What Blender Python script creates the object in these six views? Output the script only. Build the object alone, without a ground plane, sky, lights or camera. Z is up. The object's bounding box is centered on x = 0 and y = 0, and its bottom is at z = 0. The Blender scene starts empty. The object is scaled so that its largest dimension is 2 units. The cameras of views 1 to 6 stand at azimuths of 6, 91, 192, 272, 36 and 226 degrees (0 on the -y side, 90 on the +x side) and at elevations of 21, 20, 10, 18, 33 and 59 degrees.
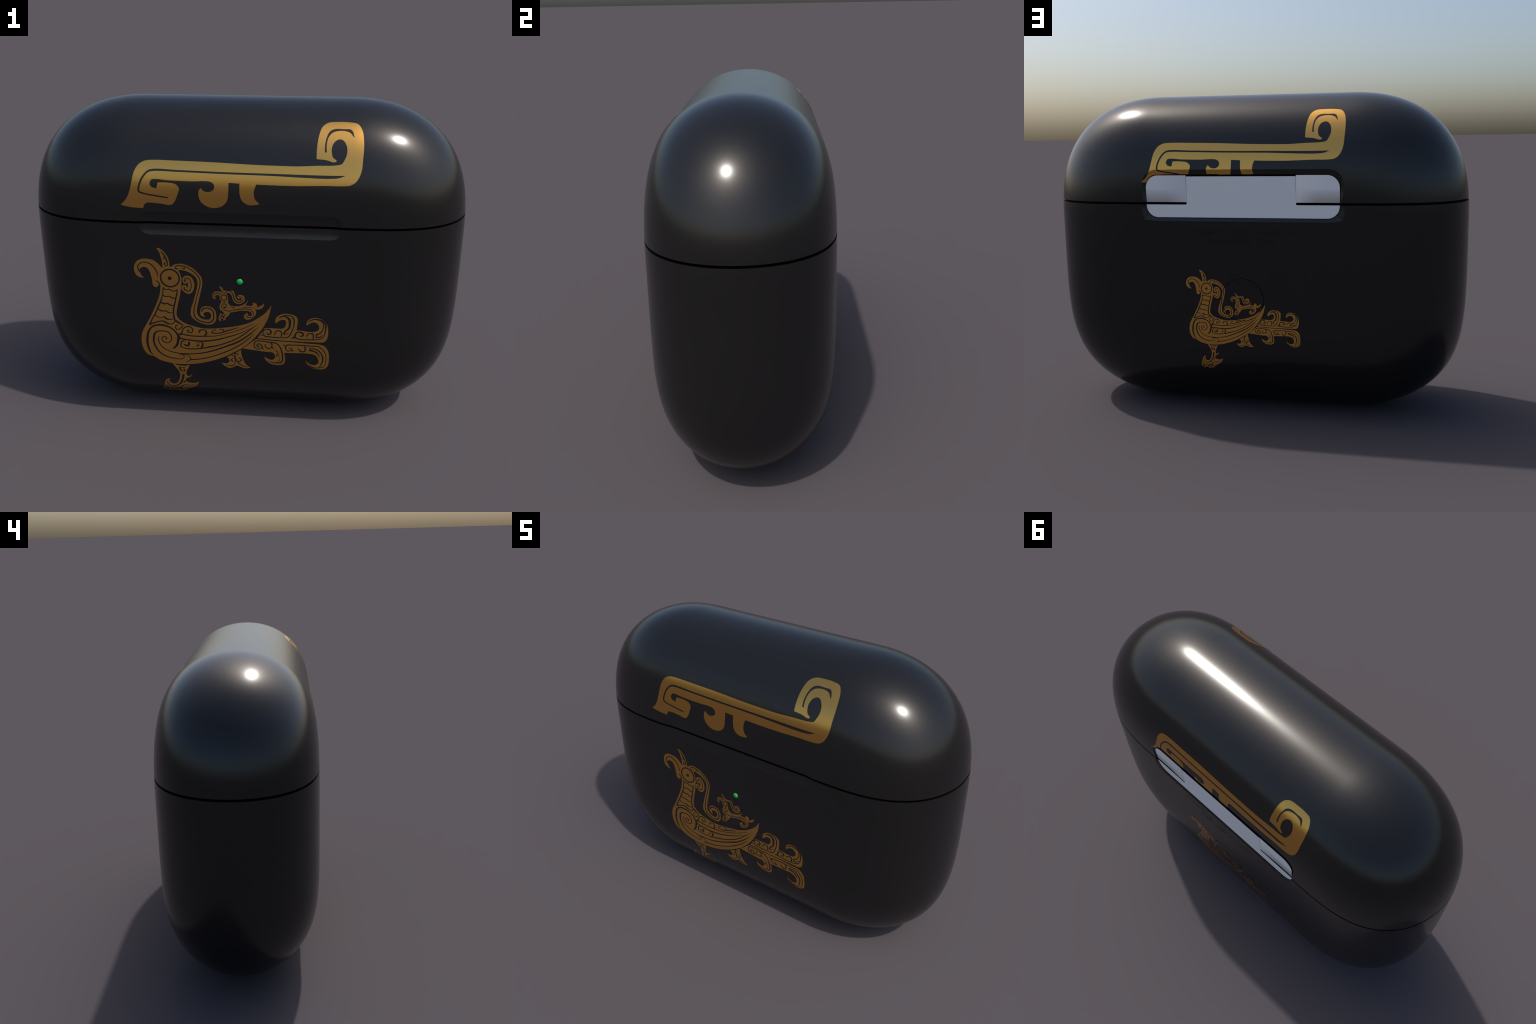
"""A glossy black rounded charging case for earbuds: lid, base, metal hinge, status light,
gold bird prints and gold dragon-bar prints, built in metres with z up."""
import bpy, bmesh, math
import numpy as np
from mathutils import Vector
from mathutils.bvhtree import BVHTree

# ------------------------------------------------------------------ case form
HEIGHT = 1.4965
WIDEST = 0.8952                                   # height of the widest level
HALF_WIDTH, HALF_DEPTH = 1.0, 0.3605
# form constants as (base, lid): straight half run, corner power, height power, edge power
STRAIGHT = (0.5110, 0.4590)
CORNER = (2.2088, 2.2402)
RISE = (4.4907, 2.7130)
EDGE = (1.3800, 1.3750)
FOOT_CORNER, FOOT_EDGE, FOOT_REACH = -0.4272, -0.2300, 0.5   # softer corners towards the foot
SEAM_LOW, SEAM_HIGH = 1.0010, 1.0110              # slit between base and lid
PRINT_LIFT, LINE_LIFT = 0.0006, 0.0011


def ease(g):
    g = np.clip(g, 0, 1)
    return g * g * (3 - 2 * g)


def form(z):
    """Local form constants of the case at height z: the skin is where
    ((|x| - run) / cap) ** corner + rise, raised to edge, plus (y / half depth) ** 2 equals 1."""
    z = np.asarray(z, float)
    g, k = ease(z / HEIGHT), ease((z - 0.664) / 0.5)
    foot = ease(1 - z / FOOT_REACH)
    run = STRAIGHT[0] * (1 - g) + STRAIGHT[1] * g
    up = z > WIDEST
    t = np.where(up, (z - WIDEST) / (HEIGHT - WIDEST), (WIDEST - z) / WIDEST)
    rise = t ** np.where(up, RISE[1], RISE[0])
    mix = lambda pair: pair[0] * (1 - k) + pair[1] * k
    return run, HALF_WIDTH - run, rise, mix(CORNER) + FOOT_CORNER * foot, mix(EDGE) + FOOT_EDGE * foot


def half_depth(x, z):
    run, cap, rise, corner, edge = form(z)
    r = (np.maximum(np.abs(x) - run, 0) / cap) ** corner + rise
    return HALF_DEPTH * np.maximum(1 - np.clip(r, 0, 1) ** edge, 0) ** 0.5


def half_width(z):
    run, cap, rise, corner, edge = form(z)
    return run + cap * np.maximum(1 - rise, 0) ** (1 / corner)


NOTCH_HALF, NOTCH_REACH, NOTCH_DEPTH, NOTCH_Z = 0.438, 0.052, 0.0075, 1.006


def notch(x, z):
    """Depth of the shallow finger scoop across the front seam."""
    r = 0.046
    qx = np.abs(x) - (NOTCH_HALF - r)
    qz = np.abs(z - NOTCH_Z) - (NOTCH_REACH - r)
    inside = r - np.hypot(np.maximum(qx, 0), np.maximum(qz, 0)) - np.minimum(np.maximum(qx, qz), 0)
    s = np.clip(inside / NOTCH_REACH, 0, 1)
    return NOTCH_DEPTH * (1 - (1 - s) ** 2)


def field(p):
    """Implicit form of the case, 0 on the skin (p: n x 3)."""
    x, y, z = p[:, 0], p[:, 1], p[:, 2]
    y = np.where(y < 0, y - notch(x, z), y)
    run, cap, rise, corner, edge = form(z)
    return ((np.maximum(np.abs(x) - run, 0) / cap) ** corner + rise) ** edge + (y / HALF_DEPTH) ** 2 - 1


def skin_gradient(p, h=2e-5):
    g = np.zeros_like(p)
    for k in range(3):
        d = np.zeros(3)
        d[k] = h
        g[:, k] = (field(p + d) - field(p - d)) / (2 * h)
    return g


# ------------------------------------------------------------------ materials
def new_material(name, colour, rough, metallic=0.0, specular=0.5, grain=0.0, coat=0.0):
    m = bpy.data.materials.new(name)
    m.use_nodes = True
    nt = m.node_tree
    b = nt.nodes['Principled BSDF']
    b.inputs['Base Color'].default_value = (*colour, 1)
    b.inputs['Roughness'].default_value = rough
    b.inputs['Metallic'].default_value = metallic
    b.inputs['Specular IOR Level'].default_value = specular
    b.inputs['Coat Weight'].default_value = coat
    b.inputs['Coat Roughness'].default_value = 0.05
    if grain:
        co = nt.nodes.new('ShaderNodeTexCoord')
        no = nt.nodes.new('ShaderNodeTexNoise')
        no.inputs['Scale'].default_value = 9.0
        no.inputs['Detail'].default_value = 4.0
        ra = nt.nodes.new('ShaderNodeMapRange')
        ra.inputs['To Min'].default_value = rough - grain
        ra.inputs['To Max'].default_value = rough + grain
        nt.links.new(co.outputs['Object'], no.inputs['Vector'])
        nt.links.new(no.outputs['Fac'], ra.inputs['Value'])
        nt.links.new(ra.outputs['Result'], b.inputs['Roughness'])
    return m


BLACK = new_material('black_gloss_shell', (0.0084, 0.0080, 0.0081), 0.21, grain=0.008)
GOLD = new_material('gold_print', (0.82, 0.455, 0.112), 0.21, metallic=1.0, grain=0.01)
LINE = new_material('black_print_line', (0.0084, 0.0080, 0.0081), 0.21)
SLIT = new_material('black_slit', (0.0008, 0.0008, 0.0008), 0.6, specular=0.1)
STEEL = new_material('pale_hinge_metal', (0.92, 0.91, 0.89), 0.42)
GREEN = new_material('green_light', (0.022, 0.42, 0.065), 0.3)
ENGRAVING = new_material('dark_engraving', (0.0045, 0.0045, 0.0045), 0.3, specular=0.4)


# ------------------------------------------------------------------ helpers
def add_object(name, mesh, material=None, parent=None):
    o = bpy.data.objects.new(name, mesh)
    bpy.context.scene.collection.objects.link(o)
    if material:
        mesh.materials.clear()
        mesh.materials.append(material)
    if parent:
        o.parent = parent
    return o


CASE = bpy.data.objects.new('earbud_case', None)
bpy.context.scene.collection.objects.link(CASE)
CASE['label'] = 'glossy black rounded earbud charging case with gold bird prints'
CASE['category'] = 'earbud case'
CASE.location.y = -0.0012

STEPS_FRONT, STEPS_CAP = 250, 70


def level_ring(z, inset=0.0):
    """Points of one level section, counter-clockwise from the left end along the front."""
    a = float(half_width(z))
    ang = np.linspace(0, math.pi / 2, STEPS_CAP + 1)[1:]
    cap = 0.5 + 0.5 * np.sin(ang)
    x = a * np.concatenate([-cap[::-1], np.linspace(-0.5, 0.5, STEPS_FRONT + 1), cap])
    y = half_depth(x, np.full_like(x, z))
    y[0] = y[-1] = 0.0
    fy = -y + notch(x, np.full_like(x, z))
    fy[0] = fy[-1] = 0.0
    px = np.concatenate([x, x[-2:0:-1]])
    py = np.concatenate([fy, y[-2:0:-1]])
    if inset:
        d = np.stack([np.roll(px, -1) - np.roll(px, 1), np.roll(py, -1) - np.roll(py, 1)], 1)
        d /= np.linalg.norm(d, axis=1)[:, None]
        px, py = px - d[:, 1] * inset, py + d[:, 0] * inset
    return np.stack([px, py, np.full_like(px, z)], 1)


def shell_mesh(name, rings):
    """Closed solid from stacked rings; the pole end is welded, the slit end is a flat cap."""
    n = len(rings[0])
    v = np.concatenate(rings)
    faces = []
    for r in range(len(rings) - 1):
        a, b = r * n, (r + 1) * n
        for i in range(n):
            j = (i + 1) % n
            faces.append((a + i, a + j, b + j, b + i))
    me = bpy.data.meshes.new(name)
    me.from_pydata(v.tolist(), [], faces)
    bm = bmesh.new()
    bm.from_mesh(me)
    bmesh.ops.remove_doubles(bm, verts=bm.verts, dist=2e-6)
    rim = [e for e in bm.edges if e.is_boundary]
    bmesh.ops.contextual_create(bm, geom=rim)
    bmesh.ops.recalc_face_normals(bm, faces=bm.faces)
    bm.to_mesh(me)
    bm.free()
    return me


def slit_edge(z, up, radius=0.0005):
    """Rounded rim rows where a shell meets the slit."""
    rows = []
    for a in np.linspace(0, math.pi / 2, 6):
        rows.append((z - up * radius * (1 - math.sin(a)), radius * (1 - math.cos(a))))
    return rows


def base_rows():
    low = 0.32 * (1 - np.cos(np.linspace(0, math.pi / 2, 66)))
    rows = [(z, 0) for z in low] + [(z, 0) for z in np.linspace(0.32, 0.93, 40)[1:]]
    rows += [(z, 0) for z in np.linspace(0.93, SEAM_LOW - 0.0005, 30)[1:-1]]
    return [level_ring(z, i) for z, i in rows + slit_edge(SEAM_LOW, 1)]


def lid_rows():
    rows = slit_edge(SEAM_HIGH, -1)[::-1]
    rows += [(z, 0) for z in np.linspace(SEAM_HIGH + 0.0005, 1.075, 30)[1:]]
    high = HEIGHT - (HEIGHT - 1.075) * (1 - np.sin(np.linspace(0, math.pi / 2, 96)))
    rows += [(z, 0) for z in high[1:]]
    return [level_ring(z, i) for z, i in rows]


# ------------------------------------------------------------------ hinge cut-out
HINGE_Y = 0.354                                   # face of the hinge
LEDGE_LOW, LEDGE_HIGH = 0.355, 0.348              # depth of the bevel where it meets the opening, bottom and top
OPEN_HALF, OPEN_LOW, OPEN_HIGH, OPEN_ROUND = 0.4455, 0.9395, 1.1345, 0.058


def rounded_loop(half, low, high, radius, steps=20):
    """Rounded rectangle in x-z: list of (x, z, nx, nz), starting at the lower right arc."""
    pts = []
    for cx, cz, a0 in ((half - radius, low + radius, -90), (half - radius, high - radius, 0),
                       (-half + radius, high - radius, 90), (-half + radius, low + radius, 180)):
        for i in range(steps + 1):
            a = math.radians(a0 + 90 * i / steps)
            pts.append((cx + radius * math.cos(a), cz + radius * math.sin(a), math.cos(a), math.sin(a)))
    # extra points along the upright sides so the bevel can change width there
    out = []
    for k, p in enumerate(pts):
        out.append(p)
        q = pts[(k + 1) % len(pts)]
        if abs(p[0] - q[0]) < 1e-6 and abs(p[1] - q[1]) > 0.02:
            for t in np.linspace(0, 1, 9)[1:-1]:
                out.append((p[0], p[1] + (q[1] - p[1]) * t, p[2], p[3]))
    return out


def hinge_cutter():
    loop = rounded_loop(OPEN_HALF, OPEN_LOW, OPEN_HIGH, OPEN_ROUND)
    inner, outer = [], []
    for x, z, nx, nz in loop:
        inner.append((x, z))
        if z < OPEN_LOW + OPEN_ROUND and nz < -1e-3:          # sharp lower corners, sky-facing ledge
            w = 0.0297
            m = max(abs(nx), abs(nz))
            cx = math.copysign(OPEN_HALF - OPEN_ROUND, x) if abs(nx) > 1e-6 else x
            if abs(x) > OPEN_HALF - OPEN_ROUND + 1e-6:
                cx = math.copysign(OPEN_HALF - OPEN_ROUND, x)
                outer.append((cx + (OPEN_ROUND + w + 0.007) * nx / m, OPEN_LOW + OPEN_ROUND + (OPEN_ROUND + w) * nz / m))
            else:
                outer.append((x, z - w))
        else:
            side = float(np.interp(z, [OPEN_LOW + OPEN_ROUND, 1.0045, 1.06, 1.2], [0.016, 0.006, 0.024, 0.028]))
            w = side * nx * nx + 0.122 * nz * nz
            outer.append((x + nx * w, z + nz * w))
    n = len(loop)
    verts = [(x, 0.290, z) for x, z in inner] + [(x, LEDGE_LOW + (LEDGE_HIGH - LEDGE_LOW) * (z - OPEN_LOW) / (OPEN_HIGH - OPEN_LOW), z) for x, z in inner]
    verts += [(x, 0.3645, z) for x, z in outer] + [(x, 0.42, z) for x, z in outer]
    faces = [tuple(range(n)), tuple(range(4 * n - 1, 3 * n - 1, -1))]
    for r in range(3):
        for i in range(n):
            j = (i + 1) % n
            faces.append((r * n + i, r * n + j, (r + 1) * n + j, (r + 1) * n + i))
    me = bpy.data.meshes.new('cutter')
    me.from_pydata(verts, [], faces)
    bm = bmesh.new()
    bm.from_mesh(me)
    bmesh.ops.recalc_face_normals(bm, faces=bm.faces)
    bm.to_mesh(me)
    bm.free()
    return add_object('cutter', me)


def cut(obj, tool):
    mod = obj.modifiers.new('cut', 'BOOLEAN')
    mod.operation, mod.solver, mod.object = 'DIFFERENCE', 'EXACT', tool
    dg = bpy.context.evaluated_depsgraph_get()
    me = bpy.data.meshes.new_from_object(obj.evaluated_get(dg))
    obj.modifiers.clear()
    old = obj.data
    obj.data = me
    bpy.data.meshes.remove(old)


def skin_normals(me):
    """Exact form normals on the skin, flat normals on the cut faces."""
    nl, nf = len(me.loops), len(me.polygons)
    co = np.empty(len(me.vertices) * 3)
    me.vertices.foreach_get('co', co)
    co = co.reshape(-1, 3)
    lv = np.empty(nl, int)
    me.loops.foreach_get('vertex_index', lv)
    total = np.empty(nf, int)
    me.polygons.foreach_get('loop_total', total)
    fn = np.empty(nf * 3)
    me.polygons.foreach_get('normal', fn)
    fn = fn.reshape(-1, 3)
    fc = np.empty(nf * 3)
    me.polygons.foreach_get('center', fc)
    fc = fc.reshape(-1, 3)
    lf = np.repeat(np.arange(nf), total)
    p = co[lv]
    probe = p * 0.97 + fc[lf] * 0.03
    g = skin_gradient(probe)
    size = np.linalg.norm(g, axis=1) + 1e-12
    away = np.abs(field(p)) / size
    n = g / size[:, None]
    off_face = np.zeros(nf)
    np.maximum.at(off_face, lf, away)
    agree = (n * fn[lf]).sum(1)
    low = np.ones(nf)
    np.minimum.at(low, lf, agree)
    skin = (off_face < 6e-4) & (low > 0.8)
    n = np.where(skin[lf][:, None], n, fn[lf])
    me.polygons.foreach_set('use_smooth', np.ones(nf, bool))
    me.normals_split_custom_set(n.tolist())
    me.update()


tool = hinge_cutter()
BASE = add_object('base', shell_mesh('base', base_rows()), BLACK, CASE)
LID = add_object('lid', shell_mesh('lid', lid_rows()), BLACK, CASE)
for part in (BASE, LID):
    cut(part, tool)
    part.data.name = part.name
    skin_normals(part.data)
    part.data.materials.append(SLIT)
    for f in part.data.polygons:                  # slit faces and hinge pocket blackened, so no sunlit strip shows
        if (abs(f.normal.z) > 0.25 and abs(f.center.z - 1.006) < 0.0057) or (f.center.y > 0.28 and f.center.y < 0.3475
                and abs(f.center.x) < 0.447 and 0.938 < f.center.z < 1.136):
            f.material_index = 1
bpy.data.objects.remove(tool)

# dark rim inside the slit
rim = add_object('inner_rim', shell_mesh('inner_rim', [level_ring(z, 0.034) for z in (0.93, 1.0, 1.08)]), SLIT, CASE)


# ------------------------------------------------------------------ flat figures laid on the skin
def trees():
    out = {}
    for o in (BASE, LID):
        bm = bmesh.new()
        bm.from_mesh(o.data)
        out[o.name] = BVHTree.FromBMesh(bm)
        bm.free()
    return out


TREES = trees()


def lay(points, side, lift):
    """Drop (x, z) points on the skin along y; side -1 front, +1 back. Returns positions and normals."""
    pos, nor = [], []
    for x, z in points:
        tree = TREES['lid' if z > 1.006 else 'base']
        hit, n, _, _ = tree.ray_cast(Vector((x, side * 0.9, z)), Vector((0, -side, 0)))
        if hit is None:
            hit, n = Vector((x, side * 0.2, z)), Vector((0, side, 0))
        pos.append(hit)
        nor.append(n)
    p = np.array([tuple(v) for v in pos])
    flat = np.array([tuple(v) for v in nor])
    g = skin_gradient(p)
    g /= np.linalg.norm(g, axis=1)[:, None]
    n = np.where(((g * flat).sum(1) > 0.985)[:, None], g, flat)
    return p + n * lift, n, p


def laid_mesh(name, verts2d, faces, side, lift, keep=None):
    p, n, raw = lay(verts2d, side, lift)
    if keep is not None:
        faces = [f for f in faces if keep(raw[list(f)])]
    used = sorted({i for f in faces for i in f})
    index = {i: k for k, i in enumerate(used)}
    p, n = p[used], n[used]
    out = []
    for f in faces:
        f = [index[i] for i in f]
        q = p[f]
        turn = np.cross(q - np.roll(q, 1, 0), np.roll(q, -1, 0) - q).sum(0)
        out.append(f if turn[1] * side > 0 else f[::-1])
    me = bpy.data.meshes.new(name)
    me.from_pydata(p.tolist(), [], out)
    me.polygons.foreach_set('use_smooth', np.ones(len(me.polygons), bool))
    me.normals_split_custom_set_from_vertices(n.tolist())
    return me


def smooth_path(pts, closed, step):
    """Catmull-Rom curve through the control points; a point marked 1 at its end stays a corner."""
    dim = 2 if closed else 3
    pts = [(*p[:dim], (p[dim] if len(p) > dim else 0)) for p in pts]
    n = len(pts)
    out = []
    for i in range(n if closed else n - 1):
        b, c = pts[i], pts[(i + 1) % n]
        a = pts[i - 1] if (closed or i > 0) else b
        d = pts[(i + 2) % n] if (closed or i + 2 < n) else c
        if b[dim]:
            a = b
        if c[dim]:
            d = c
        A, B, C, D = (np.array(q[:dim], float) for q in (a, b, c, d))
        t1 = np.linalg.norm((B - A)[:2]) ** .5 + 1e-6
        t2 = np.linalg.norm((C - B)[:2]) ** .5 + 1e-6
        t3 = np.linalg.norm((D - C)[:2]) ** .5 + 1e-6
        m1 = ((B - A) / t1 - (C - A) / (t1 + t2) + (C - B) / t2) * t2 if t1 > 1e-5 else (C - B)
        m2 = ((C - B) / t2 - (D - B) / (t2 + t3) + (D - C) / t3) * t2 if t3 > 1e-5 else (C - B)
        k = max(1, int(np.linalg.norm((C - B)[:2]) / step))
        for s in range(k):
            t = s / k
            out.append((2 * t ** 3 - 3 * t ** 2 + 1) * B + (t ** 3 - 2 * t ** 2 + t) * m1
                       + (-2 * t ** 3 + 3 * t ** 2) * C + (t ** 3 - t ** 2) * m2)
    if not closed:
        out.append(np.array(pts[-1][:dim], float))
    return np.array(out)


def fill(outline, cell_x, cell_z):
    """Filled flat figure cut into a grid of small cells. Returns 2D vertices and faces."""
    cu = bpy.data.curves.new('figure', 'CURVE')
    cu.dimensions, cu.fill_mode = '2D', 'BOTH'
    sp = cu.splines.new('POLY')
    sp.points.add(len(outline) - 1)
    for q, (x, z) in zip(sp.points, outline):
        q.co = (x, z, 0, 1)
    sp.use_cyclic_u = True
    ob = bpy.data.objects.new('figure', cu)
    me = bpy.data.meshes.new_from_object(ob)
    bm = bmesh.new()
    bm.from_mesh(me)
    bpy.data.objects.remove(ob)
    bpy.data.curves.remove(cu)
    bpy.data.meshes.remove(me)
    bmesh.ops.remove_doubles(bm, verts=bm.verts, dist=1e-6)
    lo, hi = outline.min(0), outline.max(0)
    for axis, cell in ((0, cell_x), (1, cell_z)):
        no = [0, 0, 0]
        no[axis] = 1
        for k in range(math.ceil(lo[axis] / cell), math.floor(hi[axis] / cell) + 1):
            at = [0, 0, 0]
            at[axis] = k * cell + 1e-5
            bmesh.ops.bisect_plane(bm, geom=bm.verts[:] + bm.edges[:] + bm.faces[:], dist=1e-7,
                                   plane_co=at, plane_no=no)
    bm.verts.index_update()
    verts = [(v.co.x, v.co.y) for v in bm.verts]
    faces = [tuple(v.index for v in f.verts) for f in bm.faces]
    bm.free()
    return verts, faces


def ribbon(path):
    """Flat tapered stroke from (x, z, width) samples."""
    d = np.gradient(path[:, :2], axis=0)
    d /= np.linalg.norm(d, axis=1)[:, None] + 1e-9
    nrm = np.stack([-d[:, 1], d[:, 0]], 1) * path[:, 2:3] * 0.5
    verts = np.concatenate([path[:, :2] + nrm, path[:, :2] - nrm])
    n = len(path)
    faces = [(i, i + 1, n + i + 1, n + i) for i in range(n - 1)]
    return [tuple(v) for v in verts], faces


def disc(cx, cz, outer, inner=0.0, steps=72):
    a = np.linspace(0, 2 * math.pi, steps, endpoint=False)
    ring = lambda r: [(cx + r * math.cos(t), cz + r * math.sin(t)) for t in a]
    if inner:
        return ring(outer) + ring(inner), [(i, (i + 1) % steps, steps + (i + 1) % steps, steps + i) for i in range(steps)]
    return ring(outer), [tuple(range(steps))]


def join(name, meshes, material, parent):
    bm = bmesh.new()
    for m in meshes:
        bm.from_mesh(m)
    out = bpy.data.meshes.new(name)
    bm.to_mesh(out)
    bm.free()
    normals = []
    for m in meshes:
        normals += [tuple(c.vector) for c in m.corner_normals]
        bpy.data.meshes.remove(m)
    out.polygons.foreach_set('use_smooth', np.ones(len(out.polygons), bool))
    out.normals_split_custom_set(normals)
    return add_object(name, out, material, parent)


def print_figure(name, shapes, grooves, discs, place, side, parent, cell_x, cell_z, keep=None, line_weight=1.0):
    """Gold figure with black inner lines. Control points are millimetres on the panel;
    `place` maps them to (x, z) in metres and gives the scale of the stroke widths."""
    gold, black = [], []
    for k, pts in enumerate(shapes):
        path = smooth_path(pts, True, 5)
        flat = np.array([place(*p) for p in path])
        verts, faces = fill(flat, cell_x, cell_z)
        gold.append(laid_mesh('g', verts, faces, side, PRINT_LIFT + k * 2.5e-5, keep))
    scale = abs(place(1000, 0)[0] - place(0, 0)[0]) / 1000
    for k, pts in enumerate(grooves):
        path = smooth_path(pts, False, 3)
        flat = np.array([(*place(x, z), w * scale * line_weight) for x, z, w in path])
        verts, faces = ribbon(flat)
        black.append(laid_mesh('l', verts, faces, side, LINE_LIFT + k * 4e-6, keep))
    for k, (x, z, outer, inner) in enumerate(discs):
        verts, faces = disc(*place(x, z), outer * scale, inner * scale)
        black.append(laid_mesh('l', verts, faces, side, LINE_LIFT + 5e-4 + k * 4e-6, keep))
    ob = join(name, gold, GOLD, parent)
    join(name.replace('_print', '_line'), black, LINE, parent)
    return ob


# ------------------------------------------------------------------ the drawings (control points, mm)
BIRD_SHAPES = {}
BIRD_SHAPES['crest'] = [(-366,892,1), (-355,892), (-336,879), (-320,857), (-312,835), (-310,808,1), (-317,789,1), (-340,789,1), (-342,800), (-342,820), (-346,845), (-354,874)]
BIRD_SHAPES['beak'] = [(-345,800,1), (-358,815), (-375,830), (-396,838), (-419,840), (-441,836), (-459,824), (-468,806), (-471,790), (-469,774), (-461,759), (-446,750), (-427,748,1), (-439,761), (-445,773), (-447,784,1), (-440,795), (-426,800), (-413,797), (-402,783), (-396,763), (-392,740), (-391,722), (-388,710), (-379,705), (-369,707), (-362,716), (-363,725,1), (-345,738,1), (-343,779,1)]
BIRD_SHAPES['body'] = [(-345,800,1), (-342,800), (-325,805), (-310,808), (-303,805,1), (-274,791), (-264,773), (-259,751), (-260,728), (-263,704), (-269,669), (-278,633), (-285,602), (-288,573), (-285,563), (-276,549), (-261,537), (-240,527), (-207,517), (-174,510), (-142,509), (-109,512), (-76,517), (-46,522), (-13,529), (19,539), (52,553), (84,575), (110,596), (127,617), (141,640,1), (135,606), (127,577), (110,538), (88,500), (69,472), (40,444), (9,416), (-26,394), (-49,378), (-91,356), (-136,337), (-193,320), (-239,312), (-284,310), (-318,312), (-345,318), (-372,326), (-391,337), (-405,348,1), (-426,353), (-441,366), (-453,389), (-458,415), (-458,440), (-455,463), (-446,489), (-431,516), (-416,543), (-397,582), (-382,614), (-369,646), (-361,672), (-357,693), (-357,709), (-362,723,1), (-355,760), (-352,779)]
BIRD_SHAPES['plume'] = [(-303,805,1), (-290,816), (-273,821), (-251,821), (-226,813), (-203,799), (-183,779), (-170,761), (-166,741), (-168,720), (-174,692), (-184,652), (-192,616), (-195,594), (-192,579), (-186,568), (-173,558), (-156,554), (-140,555), (-133,563), (-130,576), (-135,589), (-147,593), (-158,591), (-165,585), (-164,577), (-158,565,1), (-169,569), (-178,576), (-181,588), (-179,602), (-170,615), (-155,621), (-133,619), (-120,612), (-112,601), (-108,589), (-107,574), (-108,559), (-115,542), (-128,532), (-145,529), (-163,531), (-187,539), (-206,550), (-219,564), (-223,575), (-221,603), (-211,636), (-198,681), (-190,714), (-188,738), (-194,758), (-210,773), (-231,785), (-253,791), (-274,791,1)]
BIRD_SHAPES['ear_curl'] = [(-254,742), (-254,753), (-245,763), (-233,766), (-219,763), (-209,750), (-202,730), (-203,712), (-209,693), (-220,681), (-231,678), (-246,684), (-257,695), (-261,707), (-258,716), (-249,721), (-240,718), (-236,711), (-237,704,1), (-232,713), (-230,727), (-231,737,1), (-236,729), (-242,726), (-251,729)]
BIRD_SHAPES['leg'] = [(-321,312,1), (-312,312,1), (-301,303,1), (-258,300,1), (-252,306,1), (-240,305,1), (-250,285), (-258,265), (-261,246), (-256,238), (-245,238), (-231,253,1), (-239,236), (-249,227), (-260,224), (-265,217), (-266,199), (-248,189), (-225,189), (-205,201,1), (-214,179), (-225,164), (-243,149), (-264,137), (-282,118), (-299,109), (-325,108), (-346,118), (-360,108,1), (-376,116), (-386,132), (-383,152), (-374,171), (-372,181), (-364,201), (-351,213), (-338,214,1), (-346,209), (-348,196), (-341,180), (-328,174), (-310,186), (-297,214), (-291,241), (-293,263), (-305,286)]
BIRD_SHAPES['belly_feather'] = [(3,408,1), (4,385), (13,351), (25,327), (45,309,1), (25,304), (5,309), (-18,319,1), (-33,308), (-51,302), (-66,306), (-79,316), (-89,331,1), (-76,328), (-61,329), (-52,340), (-54,354), (-64,363,1), (-44,375), (-22,391)]
BIRD_SHAPES['upper_tail'] = [(75,472,1), (91,495), (104,520,1), (110,524), (138,526), (170,525), (190,526), (202,535), (207,552), (205,566), (193,570), (178,565), (167,556), (158,551,1), (158,564), (164,581), (178,593), (197,600), (220,600), (244,594), (256,583), (259,567), (257,543), (254,520,1), (277,520), (303,516), (329,516), (346,522), (355,536), (352,550), (342,561), (327,564), (313,557), (298,545,1), (298,561), (306,576), (323,585), (339,587), (361,582), (380,568), (391,549), (395,526), (394,497), (388,476), (373,465), (343,464), (257,464), (171,466), (106,470)]
BIRD_SHAPES['lower_tail'] = [(10,414,1), (40,439), (70,467,1), (106,465), (149,462), (236,459), (322,455), (361,453), (382,445), (397,425), (403,395), (403,361), (397,337), (382,323), (360,319), (336,323), (316,334), (303,350), (298,368,1), (307,355), (325,344), (344,344), (356,356), (354,377), (343,394), (323,402), (293,404), (258,403), (226,402), (200,401,1), (204,381), (204,360), (200,343), (185,334), (163,333), (139,337), (121,351), (112,365), (110,377,1), (123,367), (141,360), (154,365), (159,377), (156,392), (145,401), (119,402), (62,408)]
BIRD_SHAPES['chick_crest'] = [(-93,719,1), (-85,720), (-76,711), (-71,700), (-69,687,1), (-81,686,1), (-81,696), (-85,709)]
BIRD_SHAPES['chick_beak'] = [(-82,692,1), (-91,696), (-101,696), (-112,694), (-120,685), (-123,675), (-121,663), (-114,659), (-106,658,1), (-110,665), (-111,672), (-106,677), (-99,679), (-90,675,1), (-81,682,1)]
BIRD_SHAPES['chick_body'] = [(-81,686,1), (-88,678), (-90,666), (-89,657), (-81,649,1), (-88,635), (-92,622), (-90,610), (-82,601), (-75,597), (-60,594), (-46,595), (-32,597), (-14,602), (4,606), (23,607), (43,604), (53,597), (54,588), (47,581), (40,582), (34,588), (36,597,1), (25,592), (18,581), (19,571), (29,563), (41,564), (58,573), (70,588), (73,602), (70,612), (67,617,1), (76,615), (91,618), (101,625), (107,636), (109,650,1), (104,643), (97,636), (89,634), (83,628), (77,627,1), (78,635), (74,643), (67,648), (56,648,1), (59,641), (56,635), (46,632), (24,633,1), (33,648), (37,661,1), (28,647), (16,637), (-2,629), (-23,627), (-41,629), (-50,636), (-53,647), (-53,667), (-55,678), (-61,685,1), (-69,688)]
BIRD_SHAPES['chick_foot'] = [(-75,600,1), (-44,599,1), (-49,582), (-57,575), (-65,570,1), (-64,563), (-68,556), (-77,553,1), (-76,563), (-80,566), (-85,562), (-85,550,1), (-95,553), (-97,563), (-94,574), (-92,580), (-90,587), (-83,591,1), (-83,584), (-78,582), (-73,588)]
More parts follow.
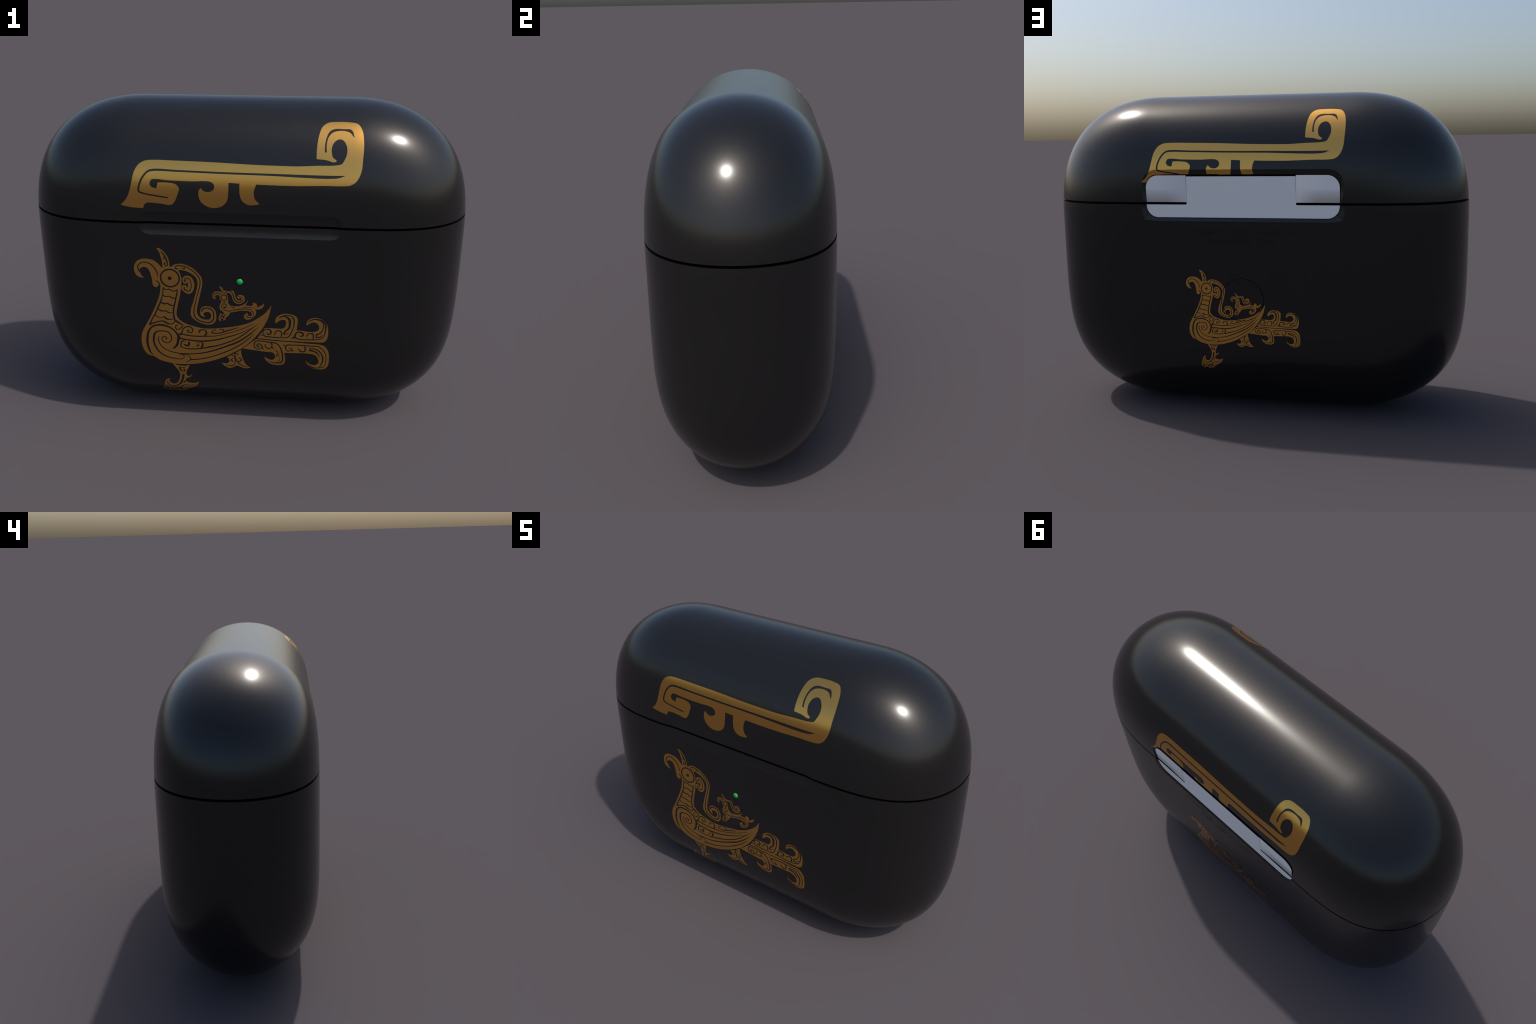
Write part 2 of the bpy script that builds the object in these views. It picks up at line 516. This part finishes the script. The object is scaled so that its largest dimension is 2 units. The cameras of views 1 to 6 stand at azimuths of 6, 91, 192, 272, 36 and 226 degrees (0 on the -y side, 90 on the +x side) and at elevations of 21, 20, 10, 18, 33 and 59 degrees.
BIRD_SHAPES['chick_plume'] = [(-69,688,1), (-61,685), (-54,692), (-45,690), (-37,679), (-32,661), (-26,648), (-14,640), (-2,639), (12,645), (21,655), (22,668), (18,679), (7,684), (-3,683), (-11,677), (-11,668), (-2,661,1), (-2,668), (4,670), (8,664), (5,658), (-6,656), (-15,662), (-20,678), (-24,694), (-30,702), (-42,702), (-52,699), (-61,703), (-70,700,1)]
BIRD_GROOVES = []
BIRD_GROOVES.append([(-408,349,0.9), (-424,380,5.5), (-431,414,7.0), (-430,444,7.5), (-422,480,6.6), (-407,503,5.5), (-386,514,5.5), (-364,517,6.2), (-338,513,5.7), (-314,501,4.8), (-297,485,4.8), (-287,465,5.7), (-287,439,7.5), (-294,416,7.5), (-306,401,5.3), (-317,395,0.7)])
BIRD_GROOVES.append([(-287,355,0.9), (-279,363,1.8), (-267,364,3.1), (-263,355,2.6), (-269,344,2.2), (-280,339,2.6), (-305,341,3.1), (-338,348,3.5), (-369,365,4.0), (-389,390,4.8), (-400,421,5.7), (-400,448,6.6), (-394,471,6.2), (-379,483,4.0), (-357,486,3.5), (-335,483,3.5), (-322,470,3.5), (-317,450,3.5), (-322,435,3.1), (-336,425,2.9), (-351,428,3.1), (-361,440,3.1), (-361,451,3.1), (-352,457,3.1), (-341,454,3.1), (-340,447,4.0), (-346,445,3.5)])
BIRD_GROOVES.append([(-373,459,1.8), (-379,447,3.1), (-378,432,3.1), (-368,409,2.9), (-349,390,2.6), (-318,377,2.6), (-287,371,3.1), (-247,370,3.1), (-202,374,3.3), (-157,384,4.0), (-112,400,4.4), (-67,420,4.8), (-24,440,5.3), (8,460,4.8), (45,491,3.5), (82,529,0.9)])
BIRD_GROOVES.append([(-129,487,3.5), (-103,487,3.1), (-74,496,4.0), (-48,506,3.5), (-23,515,2.6), (-6,522,0.7)])
BIRD_GROOVES.append([(-285,472,4.4), (-264,473,4.0), (-231,468,3.5), (-187,467,3.5), (-156,469,3.5), (-110,473,2.2), (-65,487,2.2), (-24,501,2.0), (30,526,2.0), (65,546,0.7)])
BIRD_GROOVES.append([(-286,456,5.7), (-267,450,4.4), (-232,445,4.4), (-188,442,4.8), (-143,446,4.8), (-99,456,4.0), (-55,471,3.5), (-24,482,3.1), (8,497,2.0), (47,520,0.7)])
BIRD_GROOVES.append([(-276,406,2.2), (-245,399,3.5), (-212,399,3.5), (-171,405,3.5), (-147,412,4.8), (-111,421,4.0), (-71,436,3.5), (-24,459,3.5), (8,481,3.5), (45,513,2.9), (82,545,0.7)])
BIRD_GROOVES.append([(-235,339,4.0), (-203,342,3.5), (-158,353,3.1), (-113,370,2.9), (-68,391,3.1), (-25,416,3.3), (7,439,2.9), (40,468,2.4), (63,496,0.7)])
BIRD_GROOVES.append([(-296,540,2.6), (-279,529,3.1), (-262,521,3.5), (-276,501,3.1), (-287,497,3.1), (-296,506,3.1), (-294,516,3.5), (-285,518,4.0)])
BIRD_GROOVES.append([(-280,474,1.8), (-268,482,4.8), (-263,498,3.5), (-251,511,3.5), (-238,515,3.5), (-223,510,3.5), (-217,498,3.5), (-221,487,3.1), (-235,485,3.1), (-242,492,3.5), (-234,498,4.4)])
BIRD_GROOVES.append([(-185,485,4.8), (-188,492,4.8), (-179,500,3.5), (-164,501,3.1), (-155,493,4.4), (-156,479,5.7), (-165,472,2.6)])
BIRD_GROOVES.append([(-111,503,4.0), (-122,503,2.2), (-128,494,3.5), (-129,487,4.4)])
BIRD_GROOVES.append([(-94,506,3.5), (-80,509,2.6), (-75,503,3.5), (-74,497,4.0)])
BIRD_GROOVES.append([(-284,470,4.4), (-283,452,8.8), (-285,437,3.5)])
BIRD_GROOVES.append([(-276,406,4.0), (-274,422,4.0), (-269,437,4.0), (-252,439,1.8)])
BIRD_GROOVES.append([(-236,435,6.2), (-240,417,6.2), (-252,416,4.8), (-259,423,4.0)])
BIRD_GROOVES.append([(-203,416,4.0), (-195,418,4.0), (-190,424,2.6)])
BIRD_GROOVES.append([(-200,423,1.5), (-195,433,1.5), (-181,435,1.5), (-171,434,2.6)])
BIRD_GROOVES.append([(-172,433,5.3), (-176,414,5.7), (-184,404,3.5)])
BIRD_GROOVES.append([(-265,364,1.3), (-249,365,2.0), (-236,354,2.4), (-235,339,2.6), (-245,328,1.8), (-259,325,0.9)])
BIRD_GROOVES.append([(-344,706,3.1), (-345,687,3.1), (-349,665,3.1), (-359,634,4.4), (-374,600,4.4), (-389,568,4.0), (-404,541,4.0), (-416,514,5.3)])
BIRD_GROOVES.append([(-280,699,1.8), (-282,680,4.0), (-287,659,4.4), (-293,632,4.4), (-300,604,4.8), (-302,577,4.8), (-300,558,4.8), (-296,546,4.4), (-279,534,3.1), (-263,521,2.6)])
BIRD_GROOVES.append([(-345,704,3.1), (-336,696,3.1), (-325,695,2.6), (-318,698,3.1), (-310,693,3.1), (-298,688,3.1), (-284,694,3.1), (-280,698,2.2)])
BIRD_GROOVES.append([(-346,665,3.1), (-336,661,3.5), (-323,661,3.1), (-317,663,3.1), (-308,656,4.0), (-295,653,3.3), (-290,655,2.2)])
BIRD_GROOVES.append([(-358,632,4.4), (-346,625,4.8), (-335,625,4.0), (-329,628,3.5), (-318,620,4.0), (-305,618,3.1), (-298,619,1.8)])
BIRD_GROOVES.append([(-372,598,3.5), (-359,589,4.0), (-344,588,3.1), (-337,590,3.5), (-326,582,3.5), (-313,581,2.0), (-303,583,1.5)])
BIRD_GROOVES.append([(-387,565,3.5), (-372,556,2.6), (-354,555,2.0), (-345,559,4.0), (-337,550,5.3), (-321,547,3.1), (-306,550,2.2), (-301,556,2.2)])
BIRD_GROOVES.append([(-415,516,4.4), (-395,526,4.0), (-372,534,3.5), (-350,537,4.4), (-341,531,5.3), (-324,524,3.3), (-308,526,2.6), (-299,535,2.9), (-297,548,3.1)])
BIRD_GROOVES.append([(-448,778,3.5), (-452,791,3.5), (-453,802,3.3), (-444,815,3.1), (-425,823,3.1), (-405,820,3.1), (-387,807,3.3), (-373,787,3.3), (-366,765,2.6), (-367,754,0.9)])
BIRD_GROOVES.append([(-376,737,1.8), (-369,733,2.6), (-363,727,3.1), (-359,716,4.4), (-358,707,4.0)])
BIRD_GROOVES.append([(-288,802,2.6), (-275,812,3.1), (-258,812,3.1), (-239,808,2.9), (-216,796,2.9), (-193,776,2.9), (-179,756,3.1), (-176,738,3.1), (-179,715,2.9), (-190,675,2.6), (-201,632,2.9), (-208,601,3.3), (-208,579,3.5), (-203,563,3.5), (-196,555,3.5), (-178,545,3.5), (-156,540,3.5), (-138,541,4.0), (-125,550,4.4), (-119,565,4.4), (-119,578,4.0), (-120,593,4.0), (-129,606,3.7), (-142,611,3.7), (-157,611,3.7), (-169,604,4.4), (-174,591,2.6)])
BIRD_GROOVES.append([(-287,800,2.2), (-281,796,3.5), (-271,799,1.8)])
BIRD_GROOVES.append([(-256,801,1.8), (-244,800,4.0), (-243,805,2.2)])
BIRD_GROOVES.append([(-243,735,5.3), (-244,747,3.5), (-238,754,3.1), (-228,753,2.9), (-220,743,2.6), (-216,725,2.6), (-218,706,2.6), (-225,693,3.1), (-235,692,3.1), (-246,698,3.5), (-249,706,4.0), (-247,710,2.2)])
BIRD_GROOVES.append([(-291,288,4.4), (-284,272,4.8), (-277,267,1.8), (-268,267,4.0), (-265,281,3.5)])
BIRD_GROOVES.append([(-292,290,3.1), (-275,290,2.2), (-262,288,2.2)])
BIRD_GROOVES.append([(-276,279,1.3), (-270,277,2.2)])
BIRD_GROOVES.append([(-275,246,7.9), (-280,220,7.0), (-293,186,6.2), (-310,166,4.4), (-333,156,3.1), (-351,161,2.9), (-359,181,3.1), (-355,201,0.9)])
BIRD_GROOVES.append([(-226,179,0.9), (-246,164,2.2), (-269,169,2.6), (-289,161,2.9), (-299,147,4.4), (-301,128,4.0)])
BIRD_GROOVES.append([(-369,159,4.8), (-374,144,4.4)])
BIRD_GROOVES.append([(-355,140,2.2), (-364,137,5.3), (-370,128,6.6), (-368,116,3.5)])
BIRD_GROOVES.append([(-346,138,5.3), (-339,131,2.6)])
BIRD_GROOVES.append([(-332,123,4.4), (-324,136,5.3), (-306,137,4.4)])
BIRD_GROOVES.append([(-280,185,4.0), (-274,196,4.0), (-266,205,1.3)])
BIRD_GROOVES.append([(-69,319,0.9), (-57,315,2.2), (-35,318,2.2)])
BIRD_GROOVES.append([(-44,377,2.2), (-31,370,2.2), (-25,351,2.4), (-26,332,2.4), (-35,317,2.2), (-51,315,2.0), (-69,318,0.7)])
BIRD_GROOVES.append([(-33,340,3.1), (-41,344,4.0), (-41,354,3.5), (-33,359,1.3)])
BIRD_GROOVES.append([(-24,391,4.0), (-26,375,3.1), (-21,352,2.9), (-8,330,3.3), (10,318,2.6), (33,312,0.9)])
BIRD_GROOVES.append([(-24,386,2.2), (-13,386,2.2), (-11,380,2.6), (-14,375,2.2)])
BIRD_GROOVES.append([(-10,362,3.5), (0,359,3.1), (3,350,4.0), (-3,343,3.5), (-12,342,3.1)])
BIRD_GROOVES.append([(-62,367,1.3), (-44,377,1.8), (-22,392,1.8), (4,409,1.8)])
BIRD_GROOVES.append([(9,413,1.3), (40,442,2.0), (71,472,5.7), (89,496,5.7), (107,524,4.0)])
BIRD_GROOVES.append([(91,483,0.9), (105,491,3.1)])
BIRD_GROOVES.append([(104,490,2.6), (104,506,3.1), (108,514,3.3), (121,520,3.1), (134,517,4.0), (140,506,4.8), (136,496,4.4), (127,494,3.5), (121,501,3.5)])
BIRD_GROOVES.append([(104,491,3.1), (114,483,3.5), (138,481,3.3), (171,479,3.1), (192,480,2.6), (210,481,3.1), (222,490,3.3), (233,512,3.1), (241,539,3.3), (243,563,4.0), (238,582,4.0), (225,592,2.9), (206,592,3.1), (187,586,4.0), (172,576,0.7)])
BIRD_GROOVES.append([(193,588,1.3), (210,583,4.8), (223,570,7.5), (224,551,7.0), (220,529,5.7), (203,512,4.4), (198,500,5.3)])
BIRD_GROOVES.append([(195,498,2.6), (209,499,2.2), (220,506,0.7)])
BIRD_GROOVES.append([(156,492,3.1), (159,506,3.1), (168,514,3.1), (181,513,3.5), (188,503,4.0), (185,484,2.6)])
BIRD_GROOVES.append([(231,479,2.2), (245,485,5.7), (251,504,4.4), (256,510,4.0), (271,512,4.4), (284,504,5.3), (284,496,4.8), (276,491,3.1), (268,495,2.2)])
BIRD_GROOVES.append([(246,483,4.4), (261,478,3.5), (289,475,3.1), (321,476,3.1), (351,479,2.9), (370,488,2.9), (380,508,3.1), (384,535,4.4), (382,554,5.7), (370,569,6.6), (354,577,4.8), (335,579,3.3), (316,573,3.3), (302,560,0.9)])
BIRD_GROOVES.append([(300,491,3.1), (304,501,3.5), (314,507,3.3), (327,506,4.4), (330,496,4.4), (329,480,3.5)])
BIRD_GROOVES.append([(343,489,3.5), (343,502,4.0), (357,509,3.3), (369,524,3.1), (374,544,3.1), (370,561,1.3)])
BIRD_GROOVES.append([(342,489,3.5), (357,491,3.5), (372,504,0.7)])
BIRD_GROOVES.append([(108,414,0.9), (104,420,3.1), (99,427,2.2)])
BIRD_GROOVES.append([(87,429,4.8), (80,428,4.4), (76,434,3.5), (82,442,3.1), (93,440,3.1), (99,429,3.1), (95,418,2.9), (84,415,2.6), (72,417,2.6), (64,427,3.1), (63,439,3.1), (69,453,3.5), (82,458,3.1), (101,457,3.3), (119,455,3.5), (141,452,4.0), (162,450,3.3), (178,436,3.3), (189,408,4.4), (193,380,4.4), (192,359,4.4), (183,346,4.0), (165,342,0.9)])
BIRD_GROOVES.append([(113,442,3.5), (116,428,3.1), (128,420,2.9), (141,426,3.1), (145,439,3.5), (140,451,4.0)])
BIRD_GROOVES.append([(142,427,4.0), (154,422,2.2)])
BIRD_GROOVES.append([(158,417,1.3), (168,405,2.2), (173,390,3.1), (165,385,3.1), (165,376,1.8)])
BIRD_GROOVES.append([(173,390,1.8), (180,373,1.3), (178,358,1.8), (167,346,2.9), (150,344,2.9), (125,353,0.9)])
BIRD_GROOVES.append([(194,448,1.3), (204,438,3.5), (208,436,5.3)])
BIRD_GROOVES.append([(208,422,3.5), (206,431,4.0), (214,443,3.5), (236,444,3.1), (279,445,2.9), (322,443,2.9), (352,443,2.9), (372,429,2.6), (385,409,2.6), (390,387,2.4), (389,358,2.2), (380,334,1.8), (362,328,2.2), (338,327,2.9), (321,335,3.1), (308,344,0.9)])
BIRD_GROOVES.append([(207,422,3.1), (215,412,2.9), (230,415,2.6), (234,424,2.6), (226,429,2.0), (221,425,1.5)])
BIRD_GROOVES.append([(233,421,3.5), (236,415,4.8), (243,411,0.9)])
BIRD_GROOVES.append([(263,430,2.2), (275,413,4.0), (290,413,3.5), (296,425,4.4), (292,440,4.0)])
BIRD_GROOVES.append([(332,419,4.4), (321,420,4.8), (315,423,4.8), (317,429,3.1), (329,430,2.9), (349,425,3.7), (366,408,3.7), (375,386,4.4), (374,360,4.0), (362,332,2.2)])
BIRD_GROOVES.append([(321,418,3.1), (336,416,4.0), (351,406,4.0), (364,384,0.9)])
BIRD_GROOVES.append([(-116,668,1.2), (-116,677,2.8), (-111,685,2.8), (-102,688,2.5), (-93,686,2.8), (-84,682,2.8)])
BIRD_GROOVES.append([(-81,709,0.8), (-77,698,1.8), (-76,687,2.5)])
BIRD_GROOVES.append([(-69,687,2.2), (-60,696,2.5), (-49,702,2.2), (-40,698,2.5), (-31,687,3.1), (-27,671,3.4), (-23,658,3.4), (-14,649,3.1), (-2,647,2.8), (9,653,2.5), (14,663,1.5), (10,672,1.2), (1,675,1.2), (-6,674,1.8)])
BIRD_GROOVES.append([(-73,625,3.7), (-68,617,3.7), (-61,621,2.8), (-60,630,2.5), (-67,636,2.3), (-76,635,2.3), (-83,626,2.2), (-80,614,2.0), (-70,606,2.0), (-50,602,2.2), (-29,606,1.8), (-7,612,2.8), (16,616,2.5), (43,614,2.5), (56,604,2.3), (62,593,2.3), (58,581,2.2), (47,574,2.2), (35,575,2.8), (28,582,2.2)])
BIRD_GROOVES.append([(10,623,1.5), (31,624,1.7), (65,622,1.2)])
BIRD_GROOVES.append([(-44,618,1.2), (-41,623,1.2), (-26,618,2.2), (-27,608,1.5)])
BIRD_GROOVES.append([(-76,646,1.1), (-69,644,2.8), (-60,647,1.1)])
BIRD_GROOVES.append([(-63,588,1.5), (-75,574,3.4), (-86,571,2.5), (-92,560,2.2)])
BIRD_GROOVES.append([(-87,582,1.5), (-83,577,2.5), (-75,573,2.8), (-71,561,1.8)])
BIRD_GROOVES.append([(-348,879,1.3), (-337,866,3.5), (-327,848,4.4), (-320,828,4.0), (-319,810,2.2)])
BIRD_GROOVES.append([(-330,855,3.1), (-335,842,2.6), (-331,838,2.2)])
BIRD_GROOVES.append([(-328,820,4.4), (-333,823,3.5), (-331,812,2.6), (-322,809,3.5)])
LID_GROOVES = []
LID_SHAPE = [(-512,1083,1), (-489,1106), (-473,1136), (-461,1180), (-448,1228), (-429,1257), (-404,1271), (-375,1275), (-257,1274), (-111,1271), (58,1265), (178,1263), (244,1263), (320,1267), (395,1270), (423,1276), (434,1292), (443,1316), (442,1341), (429,1362), (413,1368), (392,1359), (381,1340), (380,1319), (387,1299), (402,1288), (394,1282), (357,1290), (319,1293,1), (319,1330), (325,1376), (338,1409), (361,1424), (408,1428), (456,1427), (487,1421), (504,1399), (511,1355), (509,1295), (504,1247), (487,1210), (464,1193), (422,1188), (370,1188), (228,1184), (108,1185), (72,1186,1), (63,1161), (63,1137), (71,1118), (87,1104,1), (66,1099), (37,1099), (12,1116), (3,1140), (1,1188,1), (-45,1190,1), (-46,1148), (-51,1114), (-71,1091), (-105,1081), (-139,1088), (-164,1108), (-173,1135), (-170,1157), (-163,1165,1), (-151,1153), (-129,1149), (-109,1159), (-105,1176), (-119,1191), (-207,1192), (-305,1194), (-354,1198), (-374,1195), (-382,1180), (-377,1166), (-353,1158,1), (-347,1184,1), (-305,1184), (-271,1178), (-256,1162), (-262,1137), (-277,1102), (-293,1089), (-332,1093), (-392,1096), (-405,1091), (-413,1072,1), (-463,1074)]
LID_GROOVES.append([(-304,1120,5.9), (-356,1127,6.4), (-410,1136,6.4), (-430,1145,7.9), (-427,1172,7.9), (-411,1206,7.9), (-389,1229,7.9), (-367,1235,8.9), (-256,1233,7.9), (-61,1229,7.9), (131,1227,8.9), (274,1224,11.8), (369,1223,12.8), (411,1225,9.9), (439,1230,1.0)])
LID_GROOVES.append([(356,1319,7.9), (355,1344,6.9), (361,1373,6.9), (373,1391,9.9), (390,1399,8.9), (428,1401,5.9), (457,1396,10.9), (471,1376,2.5)])

BIRD_DISCS = [(-311, 751, 45.0, 38.4), (-71, 667, 15.3, 10.9), (-312, 750, 8.6, 0)]


def front_place(x, z):
    return x / 1000, z / 1000


def back_bird_place(x, z):
    return -0.604 * (x / 1000 + 0.0335), 0.704 + 0.604 * (z / 1000 - 0.893)


def back_bar_place(x, z):
    return -0.90 * x / 1000, 0.9 * z / 1000 + 0.1277


def outside_hinge(p):
    c = p.mean(0)
    return not (abs(c[0]) < OPEN_HALF and c[2] < OPEN_HIGH and p[:, 1].min() < LEDGE_HIGH - 0.003)


bird = list(BIRD_SHAPES.values())
print_figure('bird_print', bird, BIRD_GROOVES, BIRD_DISCS, front_place, -1, BASE, 0.03, 0.012, line_weight=1.5)
print_figure('bird_print', bird, BIRD_GROOVES, BIRD_DISCS, back_bird_place, 1, BASE, 0.03, 0.012, line_weight=1.5)
print_figure('dragon_bar_print', [LID_SHAPE], LID_GROOVES, [], front_place, -1, LID, 0.02, 0.006)
print_figure('dragon_bar_print', [LID_SHAPE], LID_GROOVES, [], back_bar_place, 1, LID, 0.005, 0.003, outside_hinge)

# ------------------------------------------------------------------ pairing button outline on the back
verts, faces = disc(0.0, 0.5705, 0.0995, 0.0975, 160)
add_object('button_gap', laid_mesh('button_gap', verts, faces, 1, 0.0018), SLIT, BASE)


# ------------------------------------------------------------------ engraved lines on the back
def engraved(text, width, baseline):
    cu = bpy.data.curves.new('words', 'FONT')
    cu.body = text
    ob = bpy.data.objects.new('words', cu)
    me = bpy.data.meshes.new_from_object(ob)
    bpy.data.objects.remove(ob)
    bpy.data.curves.remove(cu)
    v = np.array([tuple(a.co)[:2] for a in me.vertices])
    faces = [tuple(f.vertices) for f in me.polygons]
    bpy.data.meshes.remove(me)
    lo, hi = v[:, 0].min(), v[:, 0].max()
    k = width / (hi - lo)
    flat = [(-(x - (lo + hi) / 2) * k, baseline + y * k * 1.02) for x, y in v]
    return laid_mesh('words', flat, faces, 1, 0.0004)


join('engraved_words', [engraved('Designed by Apple in California', 0.505, 0.869),
                        engraved('Assembled in China', 0.322, 0.825)], ENGRAVING, BASE)

# ------------------------------------------------------------------ status light
bm = bmesh.new()
bmesh.ops.create_uvsphere(bm, u_segments=40, v_segments=24, radius=1.0)
for v in bm.verts:
    v.co = Vector((v.co.x * 0.0137, v.co.y * 0.0058 - float(half_depth(0.0, 0.746)) + 0.0004, v.co.z * 0.0137 + 0.746))
for f in bm.faces:
    f.smooth = True
me = bpy.data.meshes.new('status_light')
bm.to_mesh(me)
bm.free()
add_object('status_light', me, GREEN, BASE)


# ------------------------------------------------------------------ hinge
HINGE = bpy.data.objects.new('hinge', None)
bpy.context.scene.collection.objects.link(HINGE)
HINGE.parent = CASE
PLATE_HALF, PLATE_LOW, PLATE_HIGH, PLATE_ROUND = 0.4425, 0.9425, 1.1315, 0.0555
ARM = 0.2505                                          # inner end of the side knuckles


def slab(name, outline, front, material, bulge=None, bevel=0.0012):
    """Extruded plate facing +y with softened front edges; `bulge(x, z)` pushes the face out."""
    verts, faces = fill(np.array(outline), 0.006 if bulge else 0.2, 0.006 if bulge else 0.2)
    bm = bmesh.new()
    bv = [bm.verts.new((x, front, z)) for x, z in verts]
    for f in faces:
        bm.faces.new([bv[i] for i in f])
    bmesh.ops.recalc_face_normals(bm, faces=bm.faces)
    for f in bm.faces:
        if f.normal.y < 0:
            f.normal_flip()
    rim = [e for e in bm.edges if e.is_boundary]
    ext = bmesh.ops.extrude_edge_only(bm, edges=rim)
    for v in (g for g in ext['geom'] if isinstance(g, bmesh.types.BMVert)):
        v.co.y = front - 0.045
    if bulge:
        for v in bv:
            v.co.y += bulge(v.co.x, v.co.z)
    bmesh.ops.recalc_face_normals(bm, faces=bm.faces)
    mid = [f for f in bm.faces if abs(f.normal.y) > 0.9]
    if mid and mid[0].normal.y < 0:
        bmesh.ops.reverse_faces(bm, faces=bm.faces)
    for f in bm.faces:
        f.smooth = abs(f.normal.y) > 0.5
    me = bpy.data.meshes.new(name)
    bm.to_mesh(me)
    bm.free()
    me.set_sharp_from_angle(angle=math.radians(40))
    ob = add_object(name, me, material, HINGE)
    me.materials.append(SLIT)
    for f in me.polygons:                         # the narrow side walls are black, the front face stays pale
        f.material_index = int(f.normal.y < 0.4)
    return ob


def arc(cx, cz, r, a0, a1, n=14):
    return [(cx + r * math.cos(math.radians(a0 + (a1 - a0) * i / n)),
             cz + r * math.sin(math.radians(a0 + (a1 - a0) * i / n))) for i in range(n + 1)]


plate = arc(PLATE_HALF - PLATE_ROUND, PLATE_LOW + PLATE_ROUND, PLATE_ROUND, -90, 0)
plate += [(PLATE_HALF, SEAM_LOW - 0.0005), (ARM + 0.004, SEAM_LOW - 0.0005), (ARM + 0.001, SEAM_LOW + 0.001), (ARM, SEAM_LOW + 0.005),
          (ARM - 0.0008, PLATE_HIGH - 0.005)]
plate += [(-x, z) for x, z in plate[::-1]]
slab('hinge_plate', plate, HINGE_Y, STEEL)

KNUCKLE_LOW = SEAM_HIGH + 0.0005


def knuckle_roll(x, z):
    """0..1: how far the lower edge is rolled under; the roll dies out towards the middle of the hinge."""
    side = (abs(x) - ARM) / (PLATE_HALF - ARM)
    t = max(0.0, 1 - (z - KNUCKLE_LOW) / 0.062)
    return t * min(1.0, 0.15 + side * 1.7), max(0.0, 1 - side / 0.75)


def knuckle_bulge(x, z):
    return -0.002 * knuckle_roll(x, z)[0] ** 2


def soften_knuckle(me):
    """Pillowed normals on the face of the knuckle."""
    out = []
    for f in me.polygons:
        for v in f.vertices:
            if f.normal.y > 0.7:
                x, _, z = me.vertices[v].co
                roll, inner = knuckle_roll(x, z)
                out.append(Vector((-math.copysign(0.30 * inner, x), 1, 0.03 - 0.95 * roll)).normalized())
            else:
                out.append(f.normal.copy())
    me.normals_split_custom_set(out)


for s in (1, -1):
    k = [(ARM + 0.0006, KNUCKLE_LOW), (PLATE_HALF, KNUCKLE_LOW)]
    k += arc(PLATE_HALF - PLATE_ROUND, PLATE_HIGH - PLATE_ROUND, PLATE_ROUND, 0, 90) + [(ARM + 0.0006, PLATE_HIGH)]
    if s < 0:
        k = [(-x, z) for x, z in k[::-1]]
    soften_knuckle(slab('hinge_knuckle', k, HINGE_Y, STEEL, knuckle_bulge).data)

# dark bed behind the hinge parts
bed = rounded_loop(OPEN_HALF - 0.001, OPEN_LOW + 0.001, OPEN_HIGH - 0.001, OPEN_ROUND)
slab('hinge_bed', [(p[0], p[1]) for p in bed], LEDGE_HIGH - 0.02, SLIT)
